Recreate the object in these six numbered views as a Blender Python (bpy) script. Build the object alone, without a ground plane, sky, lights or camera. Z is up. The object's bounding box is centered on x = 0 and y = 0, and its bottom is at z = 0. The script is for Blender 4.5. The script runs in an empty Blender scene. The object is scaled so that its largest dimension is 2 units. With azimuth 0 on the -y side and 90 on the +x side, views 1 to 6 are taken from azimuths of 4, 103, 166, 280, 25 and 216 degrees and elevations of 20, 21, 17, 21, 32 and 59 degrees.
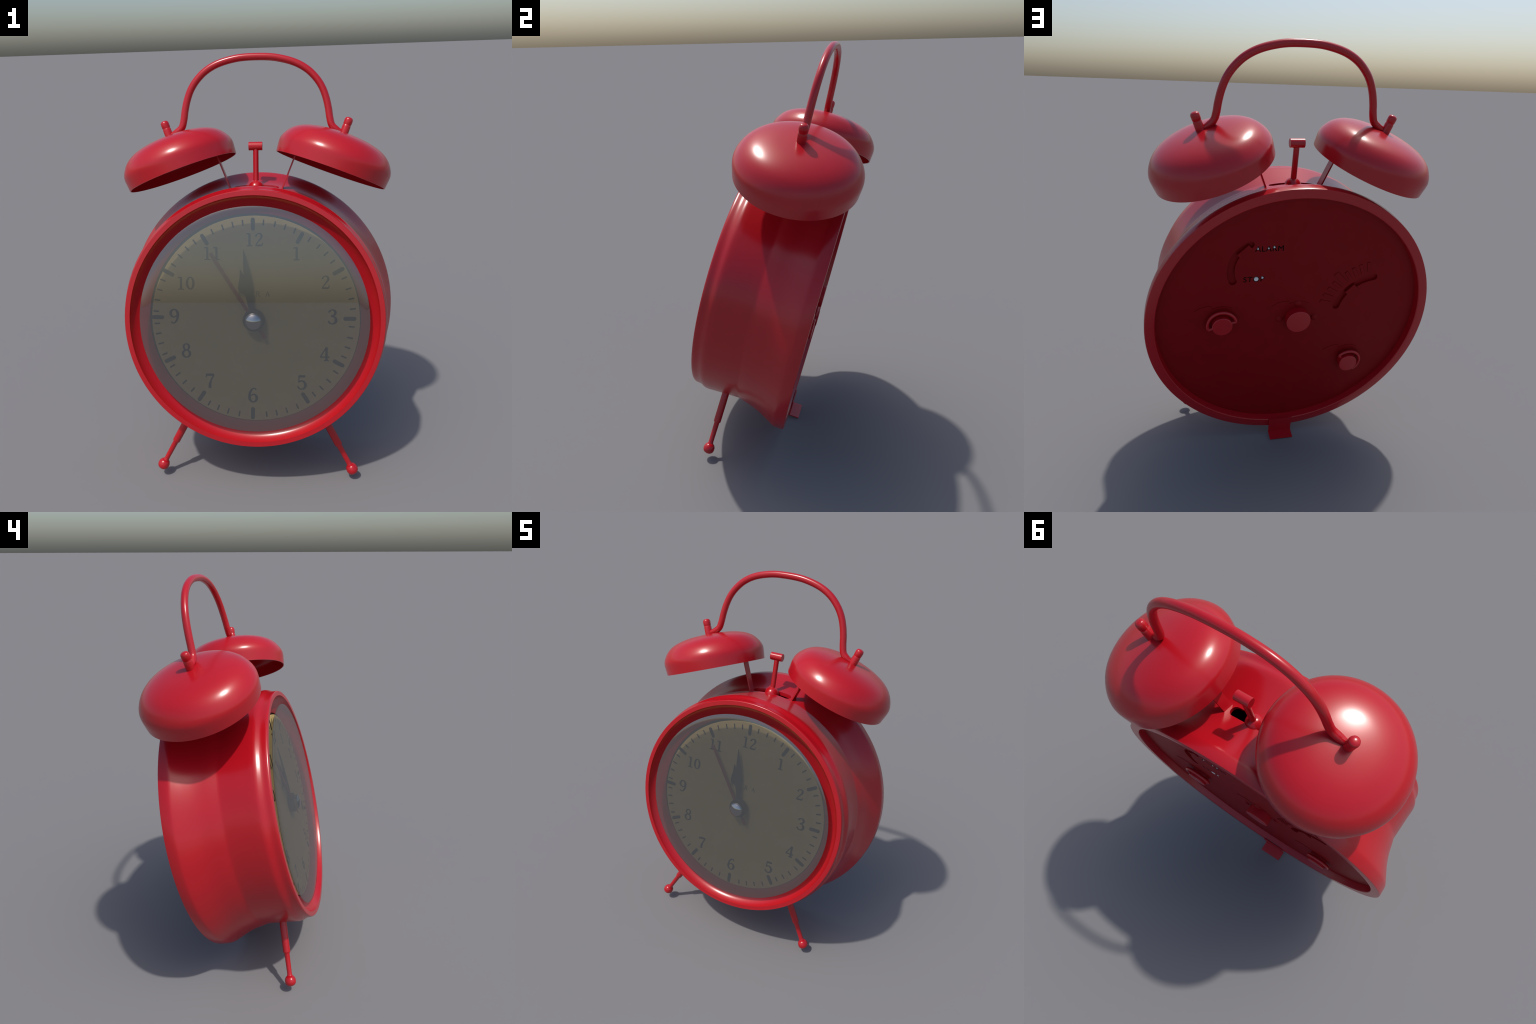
# Twin-bell alarm clock, leaning back on two front legs and a rear tab.
# Everything is modelled in a clock frame: X right, Y depth (front is -Y), Z up the dial,
# origin on the case axis in the plane of the dial; the whole frame is then tilted back.
import bpy, bmesh, math
from math import sin, cos, pi, radians, tan, atan2, hypot
from mathutils import Matrix, Vector

# ------------------------------------------------------------------ frame
LEAN, ROLL, YAW = 13.65, 0.5, -0.1
FRAME = (Matrix.Translation((-0.0002, -0.2262, 0.8325))
         @ Matrix.Rotation(radians(YAW), 4, 'Z')
         @ Matrix.Rotation(radians(-LEAN), 4, 'X')
         @ Matrix.Rotation(radians(ROLL), 4, 'Y'))

# ------------------------------------------------------------------ materials
def principled(name, colour, rough=0.35, metallic=0.0, ior=1.5, spec=0.5, grain=0.0, bump=0.0, scale=60.0):
    m = bpy.data.materials.new(name); m.use_nodes = True
    nt = m.node_tree; b = nt.nodes['Principled BSDF']
    b.inputs['Roughness'].default_value = rough
    b.inputs['Metallic'].default_value = metallic
    b.inputs['IOR'].default_value = ior
    b.inputs['Specular IOR Level'].default_value = spec
    b.inputs['Base Color'].default_value = (*colour, 1)
    if grain or bump:
        tc = nt.nodes.new('ShaderNodeTexCoord')
        no = nt.nodes.new('ShaderNodeTexNoise')
        no.inputs['Scale'].default_value = scale
        no.inputs['Detail'].default_value = 4
        nt.links.new(tc.outputs['Object'], no.inputs['Vector'])
        if grain:
            rp = nt.nodes.new('ShaderNodeValToRGB')
            rp.color_ramp.elements[0].position = 0.3
            rp.color_ramp.elements[1].position = 0.7
            rp.color_ramp.elements[0].color = (*[c * (1 - grain) for c in colour], 1)
            rp.color_ramp.elements[1].color = (*[min(1, c * (1 + grain)) for c in colour], 1)
            nt.links.new(no.outputs['Fac'], rp.inputs['Fac'])
            nt.links.new(rp.outputs['Color'], b.inputs['Base Color'])
        if bump:
            bp = nt.nodes.new('ShaderNodeBump')
            bp.inputs['Strength'].default_value = bump
            bp.inputs['Distance'].default_value = 0.002
            nt.links.new(no.outputs['Fac'], bp.inputs['Height'])
            nt.links.new(bp.outputs['Normal'], b.inputs['Normal'])
    return m

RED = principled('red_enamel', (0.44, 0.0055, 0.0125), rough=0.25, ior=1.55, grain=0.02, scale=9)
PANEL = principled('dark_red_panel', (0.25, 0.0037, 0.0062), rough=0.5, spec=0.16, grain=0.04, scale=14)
INSIDE = principled('interior_shade', (0.003, 0.0015, 0.0015), rough=0.9)  # near-black colour stands in for the shade inside the case
INK = principled('black_ink', (0.012, 0.012, 0.014), rough=0.55)
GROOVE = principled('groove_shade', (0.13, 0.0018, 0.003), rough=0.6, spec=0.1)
CUT = principled('engraving_shade', (0.02, 0.001, 0.001), rough=0.7)
CREAM = principled('aged_cream_dial', (0.64, 0.475, 0.19), rough=0.6, grain=0.035, scale=7)
GAP_SHADE = principled('gap_shade', (0.02, 0.018, 0.016), rough=0.7)  # painted shade for the gap round the dial
RUST = principled('red_hand', (0.30, 0.02, 0.02), rough=0.4)
STEEL = principled('polished_steel', (0.32, 0.325, 0.335), rough=0.03, metallic=1.0)
WHITE = principled('white_inlay', (0.8, 0.8, 0.8), rough=0.6)

def pane_material():
    m = bpy.data.materials.new('smoked_glass'); m.use_nodes = True
    nt = m.node_tree; b = nt.nodes['Principled BSDF']; out = nt.nodes['Material Output']
    b.inputs['Base Color'].default_value = (0.060, 0.068, 0.068, 1)
    b.inputs['Roughness'].default_value = 0.0
    b.inputs['IOR'].default_value = 2.5
    tr = nt.nodes.new('ShaderNodeBsdfTransparent')
    mx = nt.nodes.new('ShaderNodeMixShader'); mx.inputs['Fac'].default_value = 0.51
    nt.links.new(tr.outputs['BSDF'], mx.inputs[1])
    nt.links.new(b.outputs['BSDF'], mx.inputs[2])
    nt.links.new(mx.outputs['Shader'], out.inputs['Surface'])
    return m
GLASS = pane_material()

# ------------------------------------------------------------------ mesh helpers
ROOT = None
def finish(name, bm, mats, parent=None, angle=35, matrix=None):
    """bmesh -> named object in the clock frame (matrix: placement inside it)."""
    bmesh.ops.recalc_face_normals(bm, faces=bm.faces[:])
    me = bpy.data.meshes.new(name); bm.to_mesh(me); bm.free()
    for m in (mats if isinstance(mats, (list, tuple)) else [mats]):
        me.materials.append(m)
    for p in me.polygons: p.use_smooth = True
    me.set_sharp_from_angle(angle=radians(angle))
    return place(name, me, parent, matrix)

def place(name, me, parent=None, matrix=None):
    ob = bpy.data.objects.new(name, me)
    bpy.context.scene.collection.objects.link(ob)
    ob.matrix_world = FRAME @ (matrix or Matrix())
    adopt(ob, parent or ROOT)
    return ob

WORLD = {}
def adopt(ob, parent):
    """parent an object that already sits at its world matrix."""
    w = ob.matrix_world.copy()
    pw = WORLD.get(parent.name, Matrix())
    ob.parent = parent
    ob.matrix_parent_inverse = pw.inverted()
    ob.matrix_basis = w
    WORLD[ob.name] = w

def catmull(pts, n=8, closed=False):
    """smooth curve through control points of any dimension."""
    P = [Vector(p) if len(p) <= 4 else p for p in pts]
    N = len(P); out = []
    for i in range(N if closed else N - 1):
        g = (lambda k: P[k % N]) if closed else (lambda k: P[max(0, min(N - 1, k))])
        a, b, c, d = g(i - 1), g(i), g(i + 1), g(i + 2)
        for j in range(n):
            t = j / n
            out.append(0.5 * ((2 * b) + (c - a) * t + (2 * a - 5 * b + 4 * c - d) * t * t
                              + (3 * b - a - 3 * c + d) * t ** 3))
    if not closed: out.append(P[-1])
    return out

def lathe(bm, profile, seg=96, closed=False, axis='Z', mat=None):
    """revolve (r, h) points; h runs along axis ('Z' up, 'Y' depth)."""
    rings = []
    for r, h in profile:
        if r < 1e-6:
            v = bm.verts.new((0, 0, h) if axis == 'Z' else (0, h, 0)); rings.append([v]); continue
        ring = []
        for i in range(seg):
            a = 2 * pi * i / seg
            co = (r * cos(a), r * sin(a), h) if axis == 'Z' else (r * cos(a), h, r * sin(a))
            ring.append(bm.verts.new(co))
        rings.append(ring)
    n = len(rings)
    for k in range(n if closed else n - 1):
        A, B = rings[k], rings[(k + 1) % n]
        for i in range(seg):
            j = (i + 1) % seg
            if len(A) == 1 and len(B) == 1: continue
            if len(A) == 1: f = bm.faces.new((A[0], B[i], B[j]))
            elif len(B) == 1: f = bm.faces.new((A[i], B[0], A[j]))
            else: f = bm.faces.new((A[i], B[i], B[j], A[j]))
            if mat: f.material_index = mat(k)
    return rings

def tube(bm, pts, radius, seg=20, flat=None):
    """sweep a round section (radius may be a list) along points, capped."""
    P = [Vector(p) for p in pts]; rings = []; up = None
    for i, p in enumerate(P):
        t = (P[min(i + 1, len(P) - 1)] - P[max(i - 1, 0)]).normalized()
        if up is None:
            up = t.orthogonal().normalized()
        up = (up - t * up.dot(t)).normalized(); side = t.cross(up)
        r = radius[i] if isinstance(radius, list) else radius
        rings.append([bm.verts.new(p + up * cos(a) * r + side * sin(a) * r)
                      for a in [2 * pi * k / seg for k in range(seg)]])
    for A, B in zip(rings, rings[1:]):
        for k in range(seg):
            bm.faces.new((A[k], A[(k + 1) % seg], B[(k + 1) % seg], B[k]))
    bm.faces.new(rings[0]); bm.faces.new(rings[-1])

def prism(bm, outline, y0, y1):
    """extrude an (x, z) outline between two depths."""
    a = [bm.verts.new((x, y0, z)) for x, z in outline]
    b = [bm.verts.new((x, y1, z)) for x, z in outline]
    n = len(outline)
    bm.faces.new(a); bm.faces.new(b[::-1])
    for i in range(n):
        bm.faces.new((a[i], b[i], b[(i + 1) % n], a[(i + 1) % n]))

def capsule(length, width, n=8):
    """rounded bar along +Z, centred."""
    r = width / 2; h = length / 2 - r; out = []
    for i in range(n + 1): out.append((r * cos(pi * i / n), h + r * sin(pi * i / n)))
    for i in range(n + 1): out.append((-r * cos(pi * i / n), -h - r * sin(pi * i / n)))
    return out

def arc_band(cx, cz, r, width, a0, a1, n=24):
    """outline of a round-ended slot bent along an arc (degrees)."""
    a0, a1 = radians(a0), radians(a1); h = width / 2; out = []
    for i in range(n + 1):
        a = a0 + (a1 - a0) * i / n; out.append((cx + (r + h) * cos(a), cz + (r + h) * sin(a)))
    for i in range(1, 8):
        b = a1 + pi * i / 8
        out.append((cx + r * cos(a1) + h * cos(b), cz + r * sin(a1) + h * sin(b)))
    for i in range(n + 1):
        a = a1 + (a0 - a1) * i / n; out.append((cx + (r - h) * cos(a), cz + (r - h) * sin(a)))
    for i in range(1, 8):
        b = a0 + pi + pi * i / 8
        out.append((cx + r * cos(a0) + h * cos(b), cz + r * sin(a0) + h * sin(b)))
    return out

def cut(ob, bm, mat=None, solver='EXACT'):
    """boolean-subtract a bmesh (in the clock frame) from an object."""
    bmesh.ops.recalc_face_normals(bm, faces=bm.faces[:])
    me = bpy.data.meshes.new('cutter'); bm.to_mesh(me); bm.free()
    return cut_mesh(ob, me, mat, solver)

def cut_mesh(ob, me, mat=None, solver='EXACT'):
    if mat: me.materials.clear(); me.materials.append(mat)
    c = bpy.data.objects.new('cutter', me); bpy.context.scene.collection.objects.link(c)
    c.matrix_world = FRAME
    md = ob.modifiers.new('cut', 'BOOLEAN'); md.operation = 'DIFFERENCE'; md.solver = solver
    md.object = c; md.material_mode = 'TRANSFER' if solver == 'EXACT' else md.material_mode
    bpy.context.view_layer.update()
    dg = bpy.context.evaluated_depsgraph_get()
    new = bpy.data.meshes.new_from_object(ob.evaluated_get(dg))
    area = lambda m: sum(p.area for p in m.polygons)
    ok = 0.97 * area(ob.data) < area(new) < 1.06 * area(ob.data) and abs(area(new) - area(ob.data)) > 2e-4
    ob.modifiers.clear()
    if ok: ob.data = new
    bpy.data.objects.remove(c); bpy.data.meshes.remove(me)
    return ok

# ------------------------------------------------------------------ root
ROOT = bpy.data.objects.new('alarm_clock', None)
bpy.context.scene.collection.objects.link(ROOT)
ROOT['label'] = 'red twin bell alarm clock with cream dial and carrying handle'
ROOT['category'] = 'alarm clock'
WORLD[ROOT.name] = Matrix()

# ------------------------------------------------------------------ case
outer = [(0.599, -0.0525), (0.6015, -0.047), (0.6025, -0.040), (0.603, -0.030), (0.6045, -0.020),
         (0.608, -0.011), (0.613, -0.002), (0.6165, 0.007), (0.618, 0.018), (0.617, 0.040),
         (0.6155, 0.080), (0.6145, 0.130), (0.613, 0.176), (0.6135, 0.184), (0.6152, 0.192), (0.618, 0.200),
         (0.6295, 0.247), (0.6395, 0.279), (0.6515, 0.310), (0.6725, 0.351), (0.6875, 0.380),
         (0.691, 0.388), (0.6925, 0.394), (0.693, 0.402), (0.6935, 0.436), (0.692, 0.4403)]
back_rim = [(0.690, 0.4412), (0.651, 0.4412), (0.6475, 0.4390), (0.6410, 0.406), (0.6410, 0.380)]
inner = [(0.625, 0.300), (0.600, 0.210), (0.600, 0.030), (0.560, 0.010), (0.494, 0.022)]
cone = [(0.494, 0.004), (0.510, -0.001), (0.526, -0.006), (0.541, -0.0120), (0.554, -0.0195), (0.5640, -0.0290),
        (0.5705, -0.0390), (0.5745, -0.0470), (0.5765, -0.0535), (0.5975, -0.0535)]
profile = outer + back_rim + inner + cone
n_out = len(outer) + len(back_rim); n_in = n_out + len(inner)
bm = bmesh.new()
lathe(bm, profile, seg=144, closed=True, axis='Y',
      mat=lambda k: 1 if n_out - 1 <= k < n_in - 1 else 0)
case = finish('case', bm, [RED, INSIDE], angle=32)

# slot for the hammer in the top of the case
SLOT_Y, SLOT_HALF, SLOT_W = 0.215, 0.112, 0.046
bm = bmesh.new()
top, bot = [], []
for x, y in [(z, x) for x, z in capsule(2 * SLOT_HALF, SLOT_W, 10)]:
    top.append(bm.verts.new((x, SLOT_Y + y, 0.70))); bot.append(bm.verts.new((x, SLOT_Y + y, 0.54)))
bm.faces.new(top); bm.faces.new(bot[::-1])
for i in range(len(top)):
    j = (i + 1) % len(top); bm.faces.new((top[i], bot[i], bot[j], top[j]))
cut(case, bm, RED)
case.data.set_sharp_from_angle(angle=radians(32))

# ------------------------------------------------------------------ back panel
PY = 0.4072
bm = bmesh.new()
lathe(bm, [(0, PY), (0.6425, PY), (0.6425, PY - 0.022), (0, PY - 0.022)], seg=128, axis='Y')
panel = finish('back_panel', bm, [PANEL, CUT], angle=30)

ALARM_ARC = (0.157, 0.2815, 0.146)          # centre x, z, radius of the alarm lever slot
SPEED_ARC = (-0.4235, 0.0055, 0.203)         # regulator slot
bm = bmesh.new(); prism(bm, arc_band(*ALARM_ARC, 0.036, -23, 65), PY - 0.013, PY + 0.02); cut(panel, bm, PANEL)
bm = bmesh.new(); prism(bm, arc_band(*SPEED_ARC, 0.036, 13, 83), PY - 0.013, PY + 0.02); cut(panel, bm, PANEL)

def text_curve(body, size, x, z, spacing=1.0):
    cu = bpy.data.curves.new('lettering', 'FONT'); cu.body = body; cu.size = size
    cu.space_character = spacing; cu.align_x = 'LEFT'; cu.resolution_u = 4
    ob = bpy.data.objects.new('lettering', cu); bpy.context.scene.collection.objects.link(ob)
    # reads correctly from behind: text +x -> clock -X, text +y -> clock +Z, text normal -> +Y
    ob.matrix_world = (Matrix.Translation((x, PY, z)) @ Matrix.Rotation(pi, 4, 'Z')
                       @ Matrix.Rotation(pi / 2, 4, 'X'))
    return ob

def glyph_outlines(ob):
    """closed outlines (in the clock frame) of a text object."""
    bpy.context.view_layer.update()
    for o in bpy.context.selected_objects: o.select_set(False)
    bpy.context.view_layer.objects.active = ob; ob.select_set(True)
    bpy.ops.object.convert(target='CURVE')
    ob = bpy.context.view_layer.objects.active
    loops = []
    for s in ob.data.splines:
        P = s.bezier_points; n = len(P); loop = []
        for i in range(n):
            a, b = P[i], P[(i + 1) % n]
            for j in range(5):
                t = j / 5; u = 1 - t
                loop.append(ob.matrix_world @ (u ** 3 * a.co + 3 * u * u * t * a.handle_right
                                               + 3 * u * t * t * b.handle_left + t ** 3 * b.co))
        clean = [p for i, p in enumerate(loop) if (p - loop[i - 1]).length > 1e-5]
        loops.append([(p.x, p.z) for p in clean])
    bpy.data.objects.remove(ob)
    return loops

def inside(pt, loop):
    c = False
    for i in range(len(loop)):
        (x1, y1), (x2, y2) = loop[i - 1], loop[i]
        if (y1 > pt[1]) != (y2 > pt[1]) and pt[0] < (x2 - x1) * (pt[1] - y1) / (y2 - y1) + x1: c = not c
    return c

def fatten(loop, d):
    area = sum(loop[i - 1][0] * loop[i][1] - loop[i][0] * loop[i - 1][1] for i in range(len(loop)))
    sg = 1 if area > 0 else -1; out = []
    for i in range(len(loop)):
        a, p, b = Vector(loop[i - 1]), Vector(loop[i]), Vector(loop[(i + 1) % len(loop)])
        n1 = Vector(((p - a).y, -(p - a).x)).normalized(); n2 = Vector(((b - p).y, -(b - p).x)).normalized()
        m = n1 + n2; m = m / max(m.length_squared / 2, 0.6)
        out.append(tuple(p + m * d * sg))
    return out

def lettering(body, size, x, z, spacing):
    loops = glyph_outlines(text_curve(body, size, x, z, spacing))
    holes = [l for i, l in enumerate(loops) if any(j != i and inside(l[0], m) for j, m in enumerate(loops))]
    solids = [l for l in loops if l not in holes]
    for l in solids:                         # engraved letter bodies, one at a time
        for d, solver in ((0.0005, 'EXACT'), (0.0005, 'MANIFOLD'), (0.00037, 'EXACT'), (0.0002, 'EXACT'), (0.0003, 'MANIFOLD'), (0.0, 'EXACT')):
            bm = bmesh.new(); prism(bm, fatten(l, d), PY - 0.008, PY + 0.01)
            if cut(panel, bm, CUT, solver): break
    for l in holes:                          # the counters are pale inlays
        bm = bmesh.new(); prism(bm, l, PY - 0.012, PY + 0.0006)
        finish('letter_inlay', bm, WHITE, panel)
WORLD[panel.name] = FRAME.copy()
lettering('ALARM', 0.0392, 0.197, 0.3775, 1.09)
lettering('STOP', 0.0392, 0.2445, 0.2190, 1.09)
panel.data.set_sharp_from_angle(angle=radians(30))

# levers sitting in the two slots
def bar(bm, c, length, width, ang, y0, y1):
    ca, sa = cos(radians(ang)), sin(radians(ang)); l, w = length / 2, width / 2
    prism(bm, [(c[0] + ca * s * l - sa * t * w, c[1] + sa * s * l + ca * t * w)
               for s, t in ((-1, -1), (1, -1), (1, 1), (-1, 1))], y0, y1)
bm = bmesh.new(); bar(bm, (0.244, 0.380), 0.070, 0.024, -43, PY - 0.016, PY + 0.002)
finish('alarm_lever', bm, PANEL)
bm = bmesh.new(); bar(bm, (-0.296, 0.137), 0.058, 0.040, 134, PY - 0.016, PY + 0.004)
finish('speed_lever', bm, PANEL)
# regulator scale: a fan of embossed bars
for i in range(9):
    a = radians(16 + 61 * i / 8); big = (i == 4)
    L, W, r = (0.078, 0.026, 0.283) if big else (0.052, 0.015, 0.268)
    bm = bmesh.new()
    c = (SPEED_ARC[0] + r * cos(a), SPEED_ARC[1] + r * sin(a))
    bar(bm, c, L, W, math.degrees(a), PY - 0.004, PY + 0.0022)
    sb = finish('scale_bar', bm, PANEL, panel)
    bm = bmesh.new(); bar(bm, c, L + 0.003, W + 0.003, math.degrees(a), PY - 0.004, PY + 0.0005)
    finish('scale_groove_shade', bm, GROOVE, panel)  # added dark plate round the bar, painted as shade of an engraved outline
# embossed direction arrows above the three knobs
def arrow(cx, cz):
    # thin bow with a long leaf-shaped head
    def bow(r): return [(cx + r * cos(radians(a)), cz + r * sin(radians(a))) for a in range(120, 59, -6)]
    head = [(0.050, 0.096), (0.075, 0.098), (0.105, 0.090), (0.130, 0.074), (0.100, 0.073), (0.060, 0.071)]
    bm = bmesh.new()
    out = bow(0.093) + [(cx + x, cz + z) for x, z in head] + bow(0.084)[::-1]
    prism(bm, out, PY - 0.004, PY + 0.0016); finish('direction_arrow', bm, PANEL, panel)
    bm = bmesh.new(); prism(bm, fatten(out, 0.0012), PY - 0.004, PY + 0.0005); finish('arrow_groove_shade', bm, GROOVE, panel)  # the wider dark plate is added as painted shade along the arrow's edge
arrow(-0.033, 0.0)
arrow(0.336, -0.002)
arrow(-0.321, -0.294)
for x, z in ((-0.030, 0.079), (0.057, -0.004), (-0.120, -0.006)):
    bm = bmesh.new(); lathe(bm, [(0.019, -0.004), (0.017, 0.003), (0.011, 0.0065), (0, 0.0080)], 24)
    finish('stud_mark', bm, PANEL, panel, angle=60,
           matrix=Matrix.Translation((x, PY, z)) @ Matrix.Rotation(-pi / 2, 4, 'X'))

# knobs: axis along +Y
def knob_profile(r, h): return [(0, -0.01), (r * 0.97, -0.01), (r, h * 0.4), (r, h - 0.002), (r - 0.002, h), (0, h)]
def knob(name, x, z, r, h):
    bm = bmesh.new(); lathe(bm, knob_profile(r, h), 48)
    return finish(name, bm, RED, angle=30,
                  matrix=Matrix.Translation((x, PY, z)) @ Matrix.Rotation(-pi / 2, 4, 'X'))
knob('setting_knob', -0.031, -0.001, 0.0600, 0.042)
for x, z, turn, rx, rz in ((0.337, 0.0, 16, 0.068, 0.070), (-0.325, -0.296, -46, 0.063, 0.068)):
    k = knob('winding_knob', x, z, 0.048, 0.039)
    bm = bmesh.new(); pts = []
    for i in range(33):                       # a D-shaped wire key over the upper half of the knob
        a = pi * (i / 32) * 1.06 - 0.03 * pi; pts.append((rx * cos(a), 0.0, rz * sin(a)))
    pts = [(0.042, 0, -0.004)] + pts + [(-0.042, 0, -0.004)]
    tube(bm, pts, 0.0080, 12)
    finish('key_ring', bm, RED, k, angle=60,
           matrix=Matrix.Translation((x, PY + 0.021, z)) @ Matrix.Rotation(radians(turn), 4, 'Y'))

# ------------------------------------------------------------------ rear tab
bm = bmesh.new()
sec = [(0.4420, -0.640), (0.4420, -0.7325), (0.4995, -0.7347), (0.4995, -0.7300), (0.4475, -0.7278), (0.4475, -0.640)]
A = [bm.verts.new((0.068, y, z)) for y, z in sec]; B = [bm.verts.new((-0.054, y, z)) for y, z in sec]
bm.faces.new(A); bm.faces.new(B[::-1])
for i in range(6): bm.faces.new((A[i], A[(i + 1) % 6], B[(i + 1) % 6], B[i]))
finish('support_tab', bm, RED, angle=20)

# ------------------------------------------------------------------ legs
FOOT = Vector((0.471, 0.1035, -0.772)); HIP = Vector((0.314, 0.104, -0.480))
leg_len = (FOOT - HIP).length
leg_prof = [(0, 0), (0.0185, 0), (0.0185, 0.188), (0.0175, 0.193), (0.0145, 0.1955), (0.0135, 0.198),
            (0.0122, leg_len - 0.040), (0.0128, leg_len - 0.030), (0.0150, leg_len - 0.024), (0, leg_len - 0.024)]
foot_prof = [(0, -0.0275), (0.0145, -0.0255), (0.022, -0.019), (0.0275, -0.008), (0.0285, 0.004),
             (0.0265, 0.013), (0.0215, 0.020), (0.012, 0.0255), (0, 0.027)]
bm = bmesh.new(); lathe(bm, leg_prof, 28)
leg_me = None
for s in (1, -1):
    hip = Vector((s * HIP.x, HIP.y, HIP.z)); foot = Vector((s * FOOT.x, FOOT.y, FOOT.z))
    rot = (foot - hip).to_track_quat('Z', 'Y').to_matrix().to_4x4()
    if leg_me is None:
        leg = finish('leg', bm, RED, angle=40, matrix=Matrix.Translation(hip) @ rot); leg_me = leg.data
        bm2 = bmesh.new(); lathe(bm2, foot_prof, 32)
        ft = finish('foot', bm2, RED, leg, angle=60, matrix=Matrix.Translation(foot) @ rot); ft_me = ft.data
    else:
        leg = place('leg', leg_me, None, Matrix.Translation(hip) @ rot)
        place('foot', ft_me, leg, Matrix.Translation(foot) @ rot)

# ------------------------------------------------------------------ bells
BELL_TILT = radians(20.1); BELL = Vector((0.3570, 0.2045, 0.6862))
bell_curve = [(0.2765, 0.0035), (0.2790, 0.03), (0.2812, 0.060), (0.2780, 0.080), (0.2675, 0.102),
              (0.2480, 0.128), (0.2200, 0.150), (0.1800, 0.167), (0.1250, 0.1795), (0.0600, 0.1855), (0.0, 0.187)]
shell = [(v.x, v.y) for v in catmull(bell_curve, 4)]
shell[-1] = (0, shell[-1][1])
under = [(max(0, r - 0.004) if r > 0.02 else r, h - 0.004) for r, h in shell]
under = [(r, h) for r, h in under if h > 0.0042]
prof = list(reversed(shell)) + [(0.2725, 0.0035)] + under
bm = bmesh.new(); lathe(bm, prof, 96)
stud_prof = [(0, 0.175), (0.0205, 0.175), (0.0203, 0.222), (0.0195, 0.2255), (0.0185, 0.2275), (0.0190, 0.231), (0.0202, 0.234),
             (0.0205, 0.252), (0.0190, 0.2590), (0.0150, 0.2640), (0.0080, 0.2665), (0, 0.267)]
bell_me = None
for s in (1, -1):
    mtx = Matrix.Translation((s * BELL.x, BELL.y, BELL.z + s * 0.003)) @ Matrix.Rotation(s * BELL_TILT, 4, 'Y')
    smx = Matrix.Translation((s * (BELL.x + .001), 0.195, BELL.z + .0015 + s * 0.002)) @ Matrix.Rotation(s * BELL_TILT, 4, 'Y')
    if bell_me is None:
        b = finish('bell', bm, RED, angle=40, matrix=mtx); bell_me = b.data
        bm2 = bmesh.new(); lathe(bm2, stud_prof, 28)
        st = finish('finial', bm2, RED, b, angle=50, matrix=smx); st_me = st.data
    else:
        b = place('bell', bell_me, None, mtx)
        place('finial', st_me, b, smx)
    # flat strip that carries the bell, rising from the end of the slot
    base = Vector((s * 0.121, 0.216, 0.590)); d = Vector((s * sin(radians(21.5)), 0, cos(radians(21.5))))
    q = Vector((d.z, 0, -d.x)) * 0.0035; end = base + d * 0.262
    bm3 = bmesh.new()
    vs = [bm3.verts.new(p + q * i + Vector((0, w, 0))) for p in (base, end) for i, w in
          ((-1, -0.0225), (1, -0.0225), (1, 0.0225), (-1, 0.0225))]
    bm3.faces.new(vs[:4]); bm3.faces.new(vs[4:][::-1])
    for i in range(4): bm3.faces.new((vs[i], vs[(i + 1) % 4], vs[4 + (i + 1) % 4], vs[4 + i]))
    finish('bell_bracket', bm3, RED, angle=20)

# ------------------------------------------------------------------ handle
half = [(0.432, 0.8610), (0.408, 0.8705), (0.384, 0.8830), (0.364, 0.9050), (0.354, 0.9400), (0.347, 0.9850),
        (0.335, 1.0350), (0.316, 1.0830), (0.287, 1.1260), (0.244, 1.1670), (0.188, 1.1980), (0.120, 1.2180), (0.050, 1.2275)]
ctrl = [(sx * x * (0.994 if z > 0.90 else 1) + 0.003, 0.1915 - 0.008 * (z - 0.9), z + 0.0008)
        for sx, side in ((1, half), (-1, half[::-1])) for x, z in side]
pts = catmull(ctrl, 8); n = len(pts)
rad = []
for i, p in enumerate(pts):
    t = min(1, max(0, (0.432 - abs(p.x)) / 0.055)); rad.append(0.0085 + 0.0087 * (t * t * (3 - 2 * t)))
bm = bmesh.new(); tube(bm, pts, rad, 24)
finish('handle', bm, RED, angle=60)

# ------------------------------------------------------------------ hammer
HY = 0.216
bm = bmesh.new(); lathe(bm, [(0, 0.60), (0.0135, 0.60), (0.0135, 0.80), (0, 0.80)], 24)
ham = finish('hammer', bm, RED, angle=40, matrix=Matrix.Translation((-0.002, HY, 0)))
bm = bmesh.new()
lathe(bm, [(0, -0.0335), (0.0200, -0.0335), (0.0208, -0.0325), (0.0208, 0.0325), (0.0200, 0.0335), (0, 0.0335)], 32)
finish('hammer_head', bm, RED, ham, angle=30,
       matrix=Matrix.Translation((-0.003, HY, 0.813)) @ Matrix.Rotation(pi / 2, 4, 'Y'))
bm = bmesh.new(); bmesh.ops.create_uvsphere(bm, u_segments=32, v_segments=20, radius=0.040)
finish('hammer_pivot', bm, RED, ham, angle=60, matrix=Matrix.Translation((-0.002, HY, 0.609)))

# ------------------------------------------------------------------ dial
DX, DZ = 0.003, -0.004
bm = bmesh.new(); lathe(bm, [(0, 0.010), (0.500, 0.010), (0.500, 0.016), (0, 0.016)], 96, axis='Y')
finish('dial_gap_shade', bm, GAP_SHADE, angle=30)  # added dark disc; its colour stands for shade in the gap
bm = bmesh.new(); lathe(bm, [(0, 0.0), (0.4855, 0.0), (0.4865, 0.001), (0.4865, 0.009), (0, 0.009)], 128, axis='Y')
dial = finish('dial', bm, CREAM, angle=30, matrix=Matrix.Translation((DX, 0, DZ)))

MARK_DX, MARK_DZ = 0.002, 0.0015
def tick_mesh(name, L, W):
    bm = bmesh.new(); prism(bm, capsule(L, W, 6), -0.0010, 0.002)
    return finish(name, bm, INK, dial)
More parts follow.
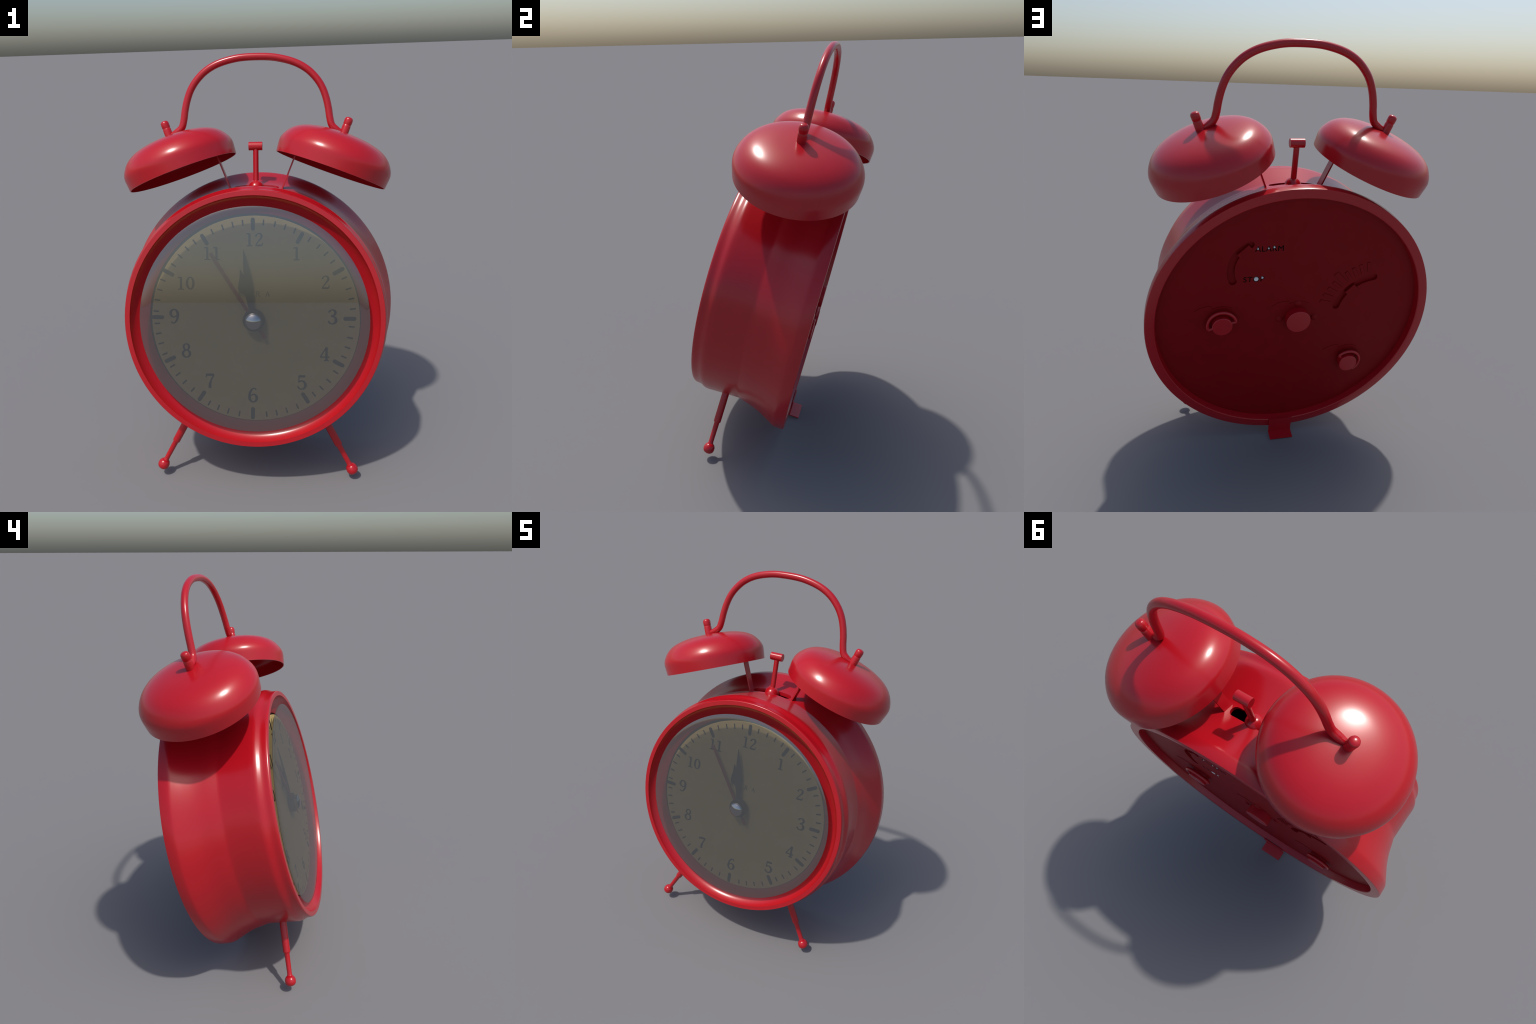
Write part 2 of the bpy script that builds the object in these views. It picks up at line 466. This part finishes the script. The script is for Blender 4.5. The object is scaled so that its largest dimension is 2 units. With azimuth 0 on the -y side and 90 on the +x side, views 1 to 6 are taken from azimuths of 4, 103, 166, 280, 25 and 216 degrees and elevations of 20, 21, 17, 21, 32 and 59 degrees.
# the printed marks are not quite evenly set: (angle, radius) per hour, first angle of each minute group
hours = [(359.4, .443), (29.1, .433), (59.7, .448), (89.4, .441), (118.0, .443), (147.8, .446),
         (181.4, .458), (214.1, .455), (243.7, .450), (270.6, .458), (298.4, .457), (328.3, .437)]
groups = [(5.6, .452), (34.3, .450), (64.8, .457), (94.2, .451), (123.5, .453), (154.5, .464),
          (189.3, .467), (220.7, .457), (248.0, .462), (274.1, .466), (303.8, .454), (334.7, .452)]
proto = {}
def tick(name, ang, r, L, W):
    a = radians(ang)
    m = Matrix.Translation((MARK_DX + r * sin(a), 0, MARK_DZ + r * cos(a))) @ Matrix.Rotation(a, 4, 'Y')
    if name not in proto:
        o = tick_mesh(name, L, W); proto[name] = o.data
        o.matrix_basis = FRAME @ m; WORLD[o.name] = FRAME @ m
    else: place(name, proto[name], dial, m)
for a, r in hours: tick('hour_mark', a, r, 0.060, 0.0185)
for a, r in groups:
    for off in (0, 6.7, 12.8, 18.8): tick('minute_mark', a + off, r, 0.028, 0.0068)

# serif numerals drawn as pen strokes of changing width: (x, y, width) in a unit-high box
def ell(cx, cy, rx, ry, wv, wh, n=24):
    return [(cx + rx * cos(a), cy + ry * sin(a), wh + (wv - wh) * abs(cos(a)) ** 1.6)
            for a in [2 * pi * i / n for i in range(n + 1)]]
six = [[(.45, .88, .09), (.40, .955, .05), (.31, .97, .05), (.19, .86, .09), (.10, .60, .12), (.085, .32, .14),
        (.15, .12, .10), (.28, .035, .05), (.42, .11, .10), (.485, .30, .135), (.43, .49, .10), (.30, .565, .05),
        (.18, .49, .05), (.12, .38, .04)]]
GLYPH = {
 '0': [ell(.29, .5, .205, .46, .14, .05)],
 '1': [[(.29, .0, .13), (.29, .97, .13)], [(.10, .022, .045), (.48, .022, .045)], [(.09, .925, .05), (.22, .95, .05), (.30, .96, .05)]],
 '2': [[(.12, .74, .13), (.12, .79, .10), (.16, .90, .05), (.28, .965, .05), (.42, .90, .11), (.465, .75, .13), (.40, .57, .10),
        (.24, .33, .06), (.09, .08, .05)], [(.07, .05, .09), (.30, .05, .10), (.49, .05, .09)], [(.49, .06, .06), (.525, .25, .04)]],
 '3': [[(.13, .80, .13), (.13, .84, .10), (.19, .935, .05), (.30, .965, .05), (.42, .88, .11), (.44, .74, .13), (.37, .60, .08), (.22, .54, .05)],
       [(.22, .54, .05), (.40, .49, .08), (.49, .30, .14), (.43, .11, .11), (.28, .035, .05), (.16, .07, .05), (.11, .16, .10), (.12, .20, .13)]],
 '4': [[(.40, .0, .13), (.40, .97, .13)], [(.39, .95, .05), (.22, .62, .05), (.05, .28, .06)], [(.03, .27, .055), (.57, .27, .055)],
       [(.26, .022, .045), (.54, .022, .045)]],
 '5': [[(.13, .91, .12), (.47, .915, .10)], [(.13, .95, .045), (.12, .50, .045)],
       [(.12, .52, .05), (.26, .61, .05), (.41, .53, .10), (.485, .32, .14), (.42, .11, .10), (.27, .035, .05), (.16, .07, .05), (.10, .16, .10), (.115, .20, .12)]],
 '6': six,
 '7': [[(.08, .91, .11), (.30, .91, .12), (.51, .91, .10)], [(.085, .95, .045), (.07, .74, .045)],
       [(.50, .90, .05), (.38, .62, .07), (.29, .32, .12), (.275, .0, .14)]],
 '8': [ell(.29, .755, .155, .205, .10, .05), ell(.29, .28, .20, .245, .12, .05)],
 '9': [[(.58 - x, 1 - y, w) for x, y, w in six[0]]],
 'A': [[(.30, .96, .05), (.06, .03, .05)], [(.30, .96, .09), (.54, .03, .09)], [(.15, .33, .05), (.45, .33, .05)],
       [(.0, .025, .05), (.17, .025, .05)], [(.43, .025, .05), (.62, .025, .05)]],
 'R': [[(.14, .03, .09), (.14, .97, .09)], [(.04, .025, .05), (.26, .025, .05)], [(.04, .96, .05), (.34, .96, .05), (.48, .85, .08),
       (.48, .64, .08), (.34, .52, .05), (.14, .51, .05)], [(.30, .51, .08), (.50, .04, .09), (.60, .03, .05)]],
 'U': [[(.12, .96, .08), (.12, .26, .08), (.20, .06, .06), (.34, .04, .05), (.46, .12, .05), (.49, .30, .05), (.49, .96, .05)],
       [(.02, .97, .05), (.24, .97, .05)], [(.40, .97, .05), (.58, .97, .05)]],
}
def numeral(text, cx, cz, height, stretch=1.2, pitch=0.60, name='numeral', ink=1.0):
    bm = bmesh.new(); lift = 0.0
    w = stretch * height; x0 = cx - w * (pitch * (len(text) - 1) + 0.58) / 2
    for k, ch in enumerate(text):
        for st in GLYPH[ch]:
            p = catmull(st, 5) if len(st) > 2 else [Vector(q) for q in st]
            F, B = [], []
            lift += 0.00012
            for i, q in enumerate(p):
                t = p[min(i + 1, len(p) - 1)] - p[max(i - 1, 0)]
                t = Vector((t.x * stretch, t.y)).normalized(); nrm = Vector((-t.y, t.x)) * (q.z + 0.018) * ink * height * 0.58
                c = Vector((x0 + (q.x + pitch * k) * w, cz + (q.y - 0.5) * height))
                F.append([bm.verts.new((v.x, -0.0007 - lift, v.y)) for v in (c + nrm, c - nrm)])
                B.append([bm.verts.new((v.x, 0.002, v.y)) for v in (c + nrm, c - nrm)])
            for i in range(len(p) - 1):
                (a, b), (c2, d) = F[i], F[i + 1]; (e, f), (g, h) = B[i], B[i + 1]
                bm.faces.new((a, b, d, c2)); bm.faces.new((e, g, h, f))
                bm.faces.new((a, c2, g, e)); bm.faces.new((b, f, h, d))
            bm.faces.new((F[0][0], B[0][0], B[0][1], F[0][1])); bm.faces.new((F[-1][0], F[-1][1], B[-1][1], B[-1][0]))
    finish(name, bm, INK, dial, angle=30, matrix=Matrix.Translation((MARK_DX, 0, MARK_DZ)))
for t, x, z, h in (('12', .001, .372, .060), ('1', .196, .307, .060), ('2', .328, .175, .061), ('3', .361, .013, .071),
                   ('4', .326, -.163, .067), ('5', .221, -.302, .071), ('6', -.009, -.369, .071), ('7', -.214, -.301, .071),
                   ('8', -.325, -.155, .070), ('9', -.380, .010, .070), ('10', -.322, .168, .061), ('11', -.196, .308, .060)):
    numeral(t, x, z, h)
for t, x in (('A', -.073), ('U', -.029), ('R', .016), ('A', .061)):
    numeral(t, x, .119, .023, 1.4, 0.6, 'dial_letter', 0.8)

# ------------------------------------------------------------------ hands
def hand(name, stations, ang, y0, y1, mat):
    """leaf-shaped hand: (distance from hub, half width) stations, clockwise angle."""
    st = [(v.x, v.y) for v in catmull(stations, 6)]
    out = [(w, d) for d, w in st] + [(-w, d) for d, w in reversed(st) if w > 1e-5]
    bm = bmesh.new(); prism(bm, out, y0, y1)
    return finish(name, bm, mat, None, angle=30, matrix=Matrix.Rotation(radians(ang), 4, 'Y'))
hand('hour_hand', [(0.02, .011), (.075, .0095), (.105, .0085), (.127, .012), (.143, .029), (.157, .0325), (.178, .026),
                   (.207, .0125), (.225, .0065), (.246, 0)], -14.9, -0.0130, -0.0095, INK)
hand('minute_hand', [(0.02, .0105), (.075, .0105), (.120, .0135), (.165, .0165), (.200, .0165), (.240, .0130), (.290, .0070), (.338, 0)],
     -8.0, -0.0205, -0.0170, INK)
bm = bmesh.new()
prism(bm, [(-.0082, -.100), (.0082, -.100), (.0082, .371), (-.0082, .371)], -0.0268, -0.0238)
finish('alarm_hand', bm, RUST, None, matrix=Matrix.Rotation(radians(-32.3), 4, 'Y'))
bm = bmesh.new(); lathe(bm, [(0, -0.0320), (0.049, -0.0320), (0.051, -0.0300), (0.051, -0.0090), (0.030, -0.0085), (0.030, 0.002), (0, 0.002)], 48, axis='Y')
finish('hand_hub', bm, INK, None, angle=40)
bm = bmesh.new()
lathe(bm, [(0.0700 * sin(radians(a)), -0.0625 + 0.0700 * (1 - cos(radians(a)))) for a in range(0, 35, 2)] + [(0.0385, -0.0490), (0.0385, -0.0300), (0, -0.0300)], 48, axis='Y')
finish('hub_cap', bm, STEEL, None, angle=45)

# ------------------------------------------------------------------ glass
# flat in the middle, rolled back at the edge; it leans a little forward at the top
face = [(0, -0.0540), (0.478, -0.0540), (0.490, -0.0539), (0.501, -0.0536), (0.511, -0.0530), (0.519, -0.0520), (0.5255, -0.0505), (0.530, -0.0487)]
rear = [(0.530, -0.0450), (0.520, -0.0475), (0.500, -0.0495), (0.478, -0.0500), (0, -0.0500)]
bm = bmesh.new(); lathe(bm, face + rear, 128, axis='Y')
finish('glass_pane', bm, GLASS, None, angle=60, matrix=Matrix.Rotation(radians(1.27), 4, 'X'))
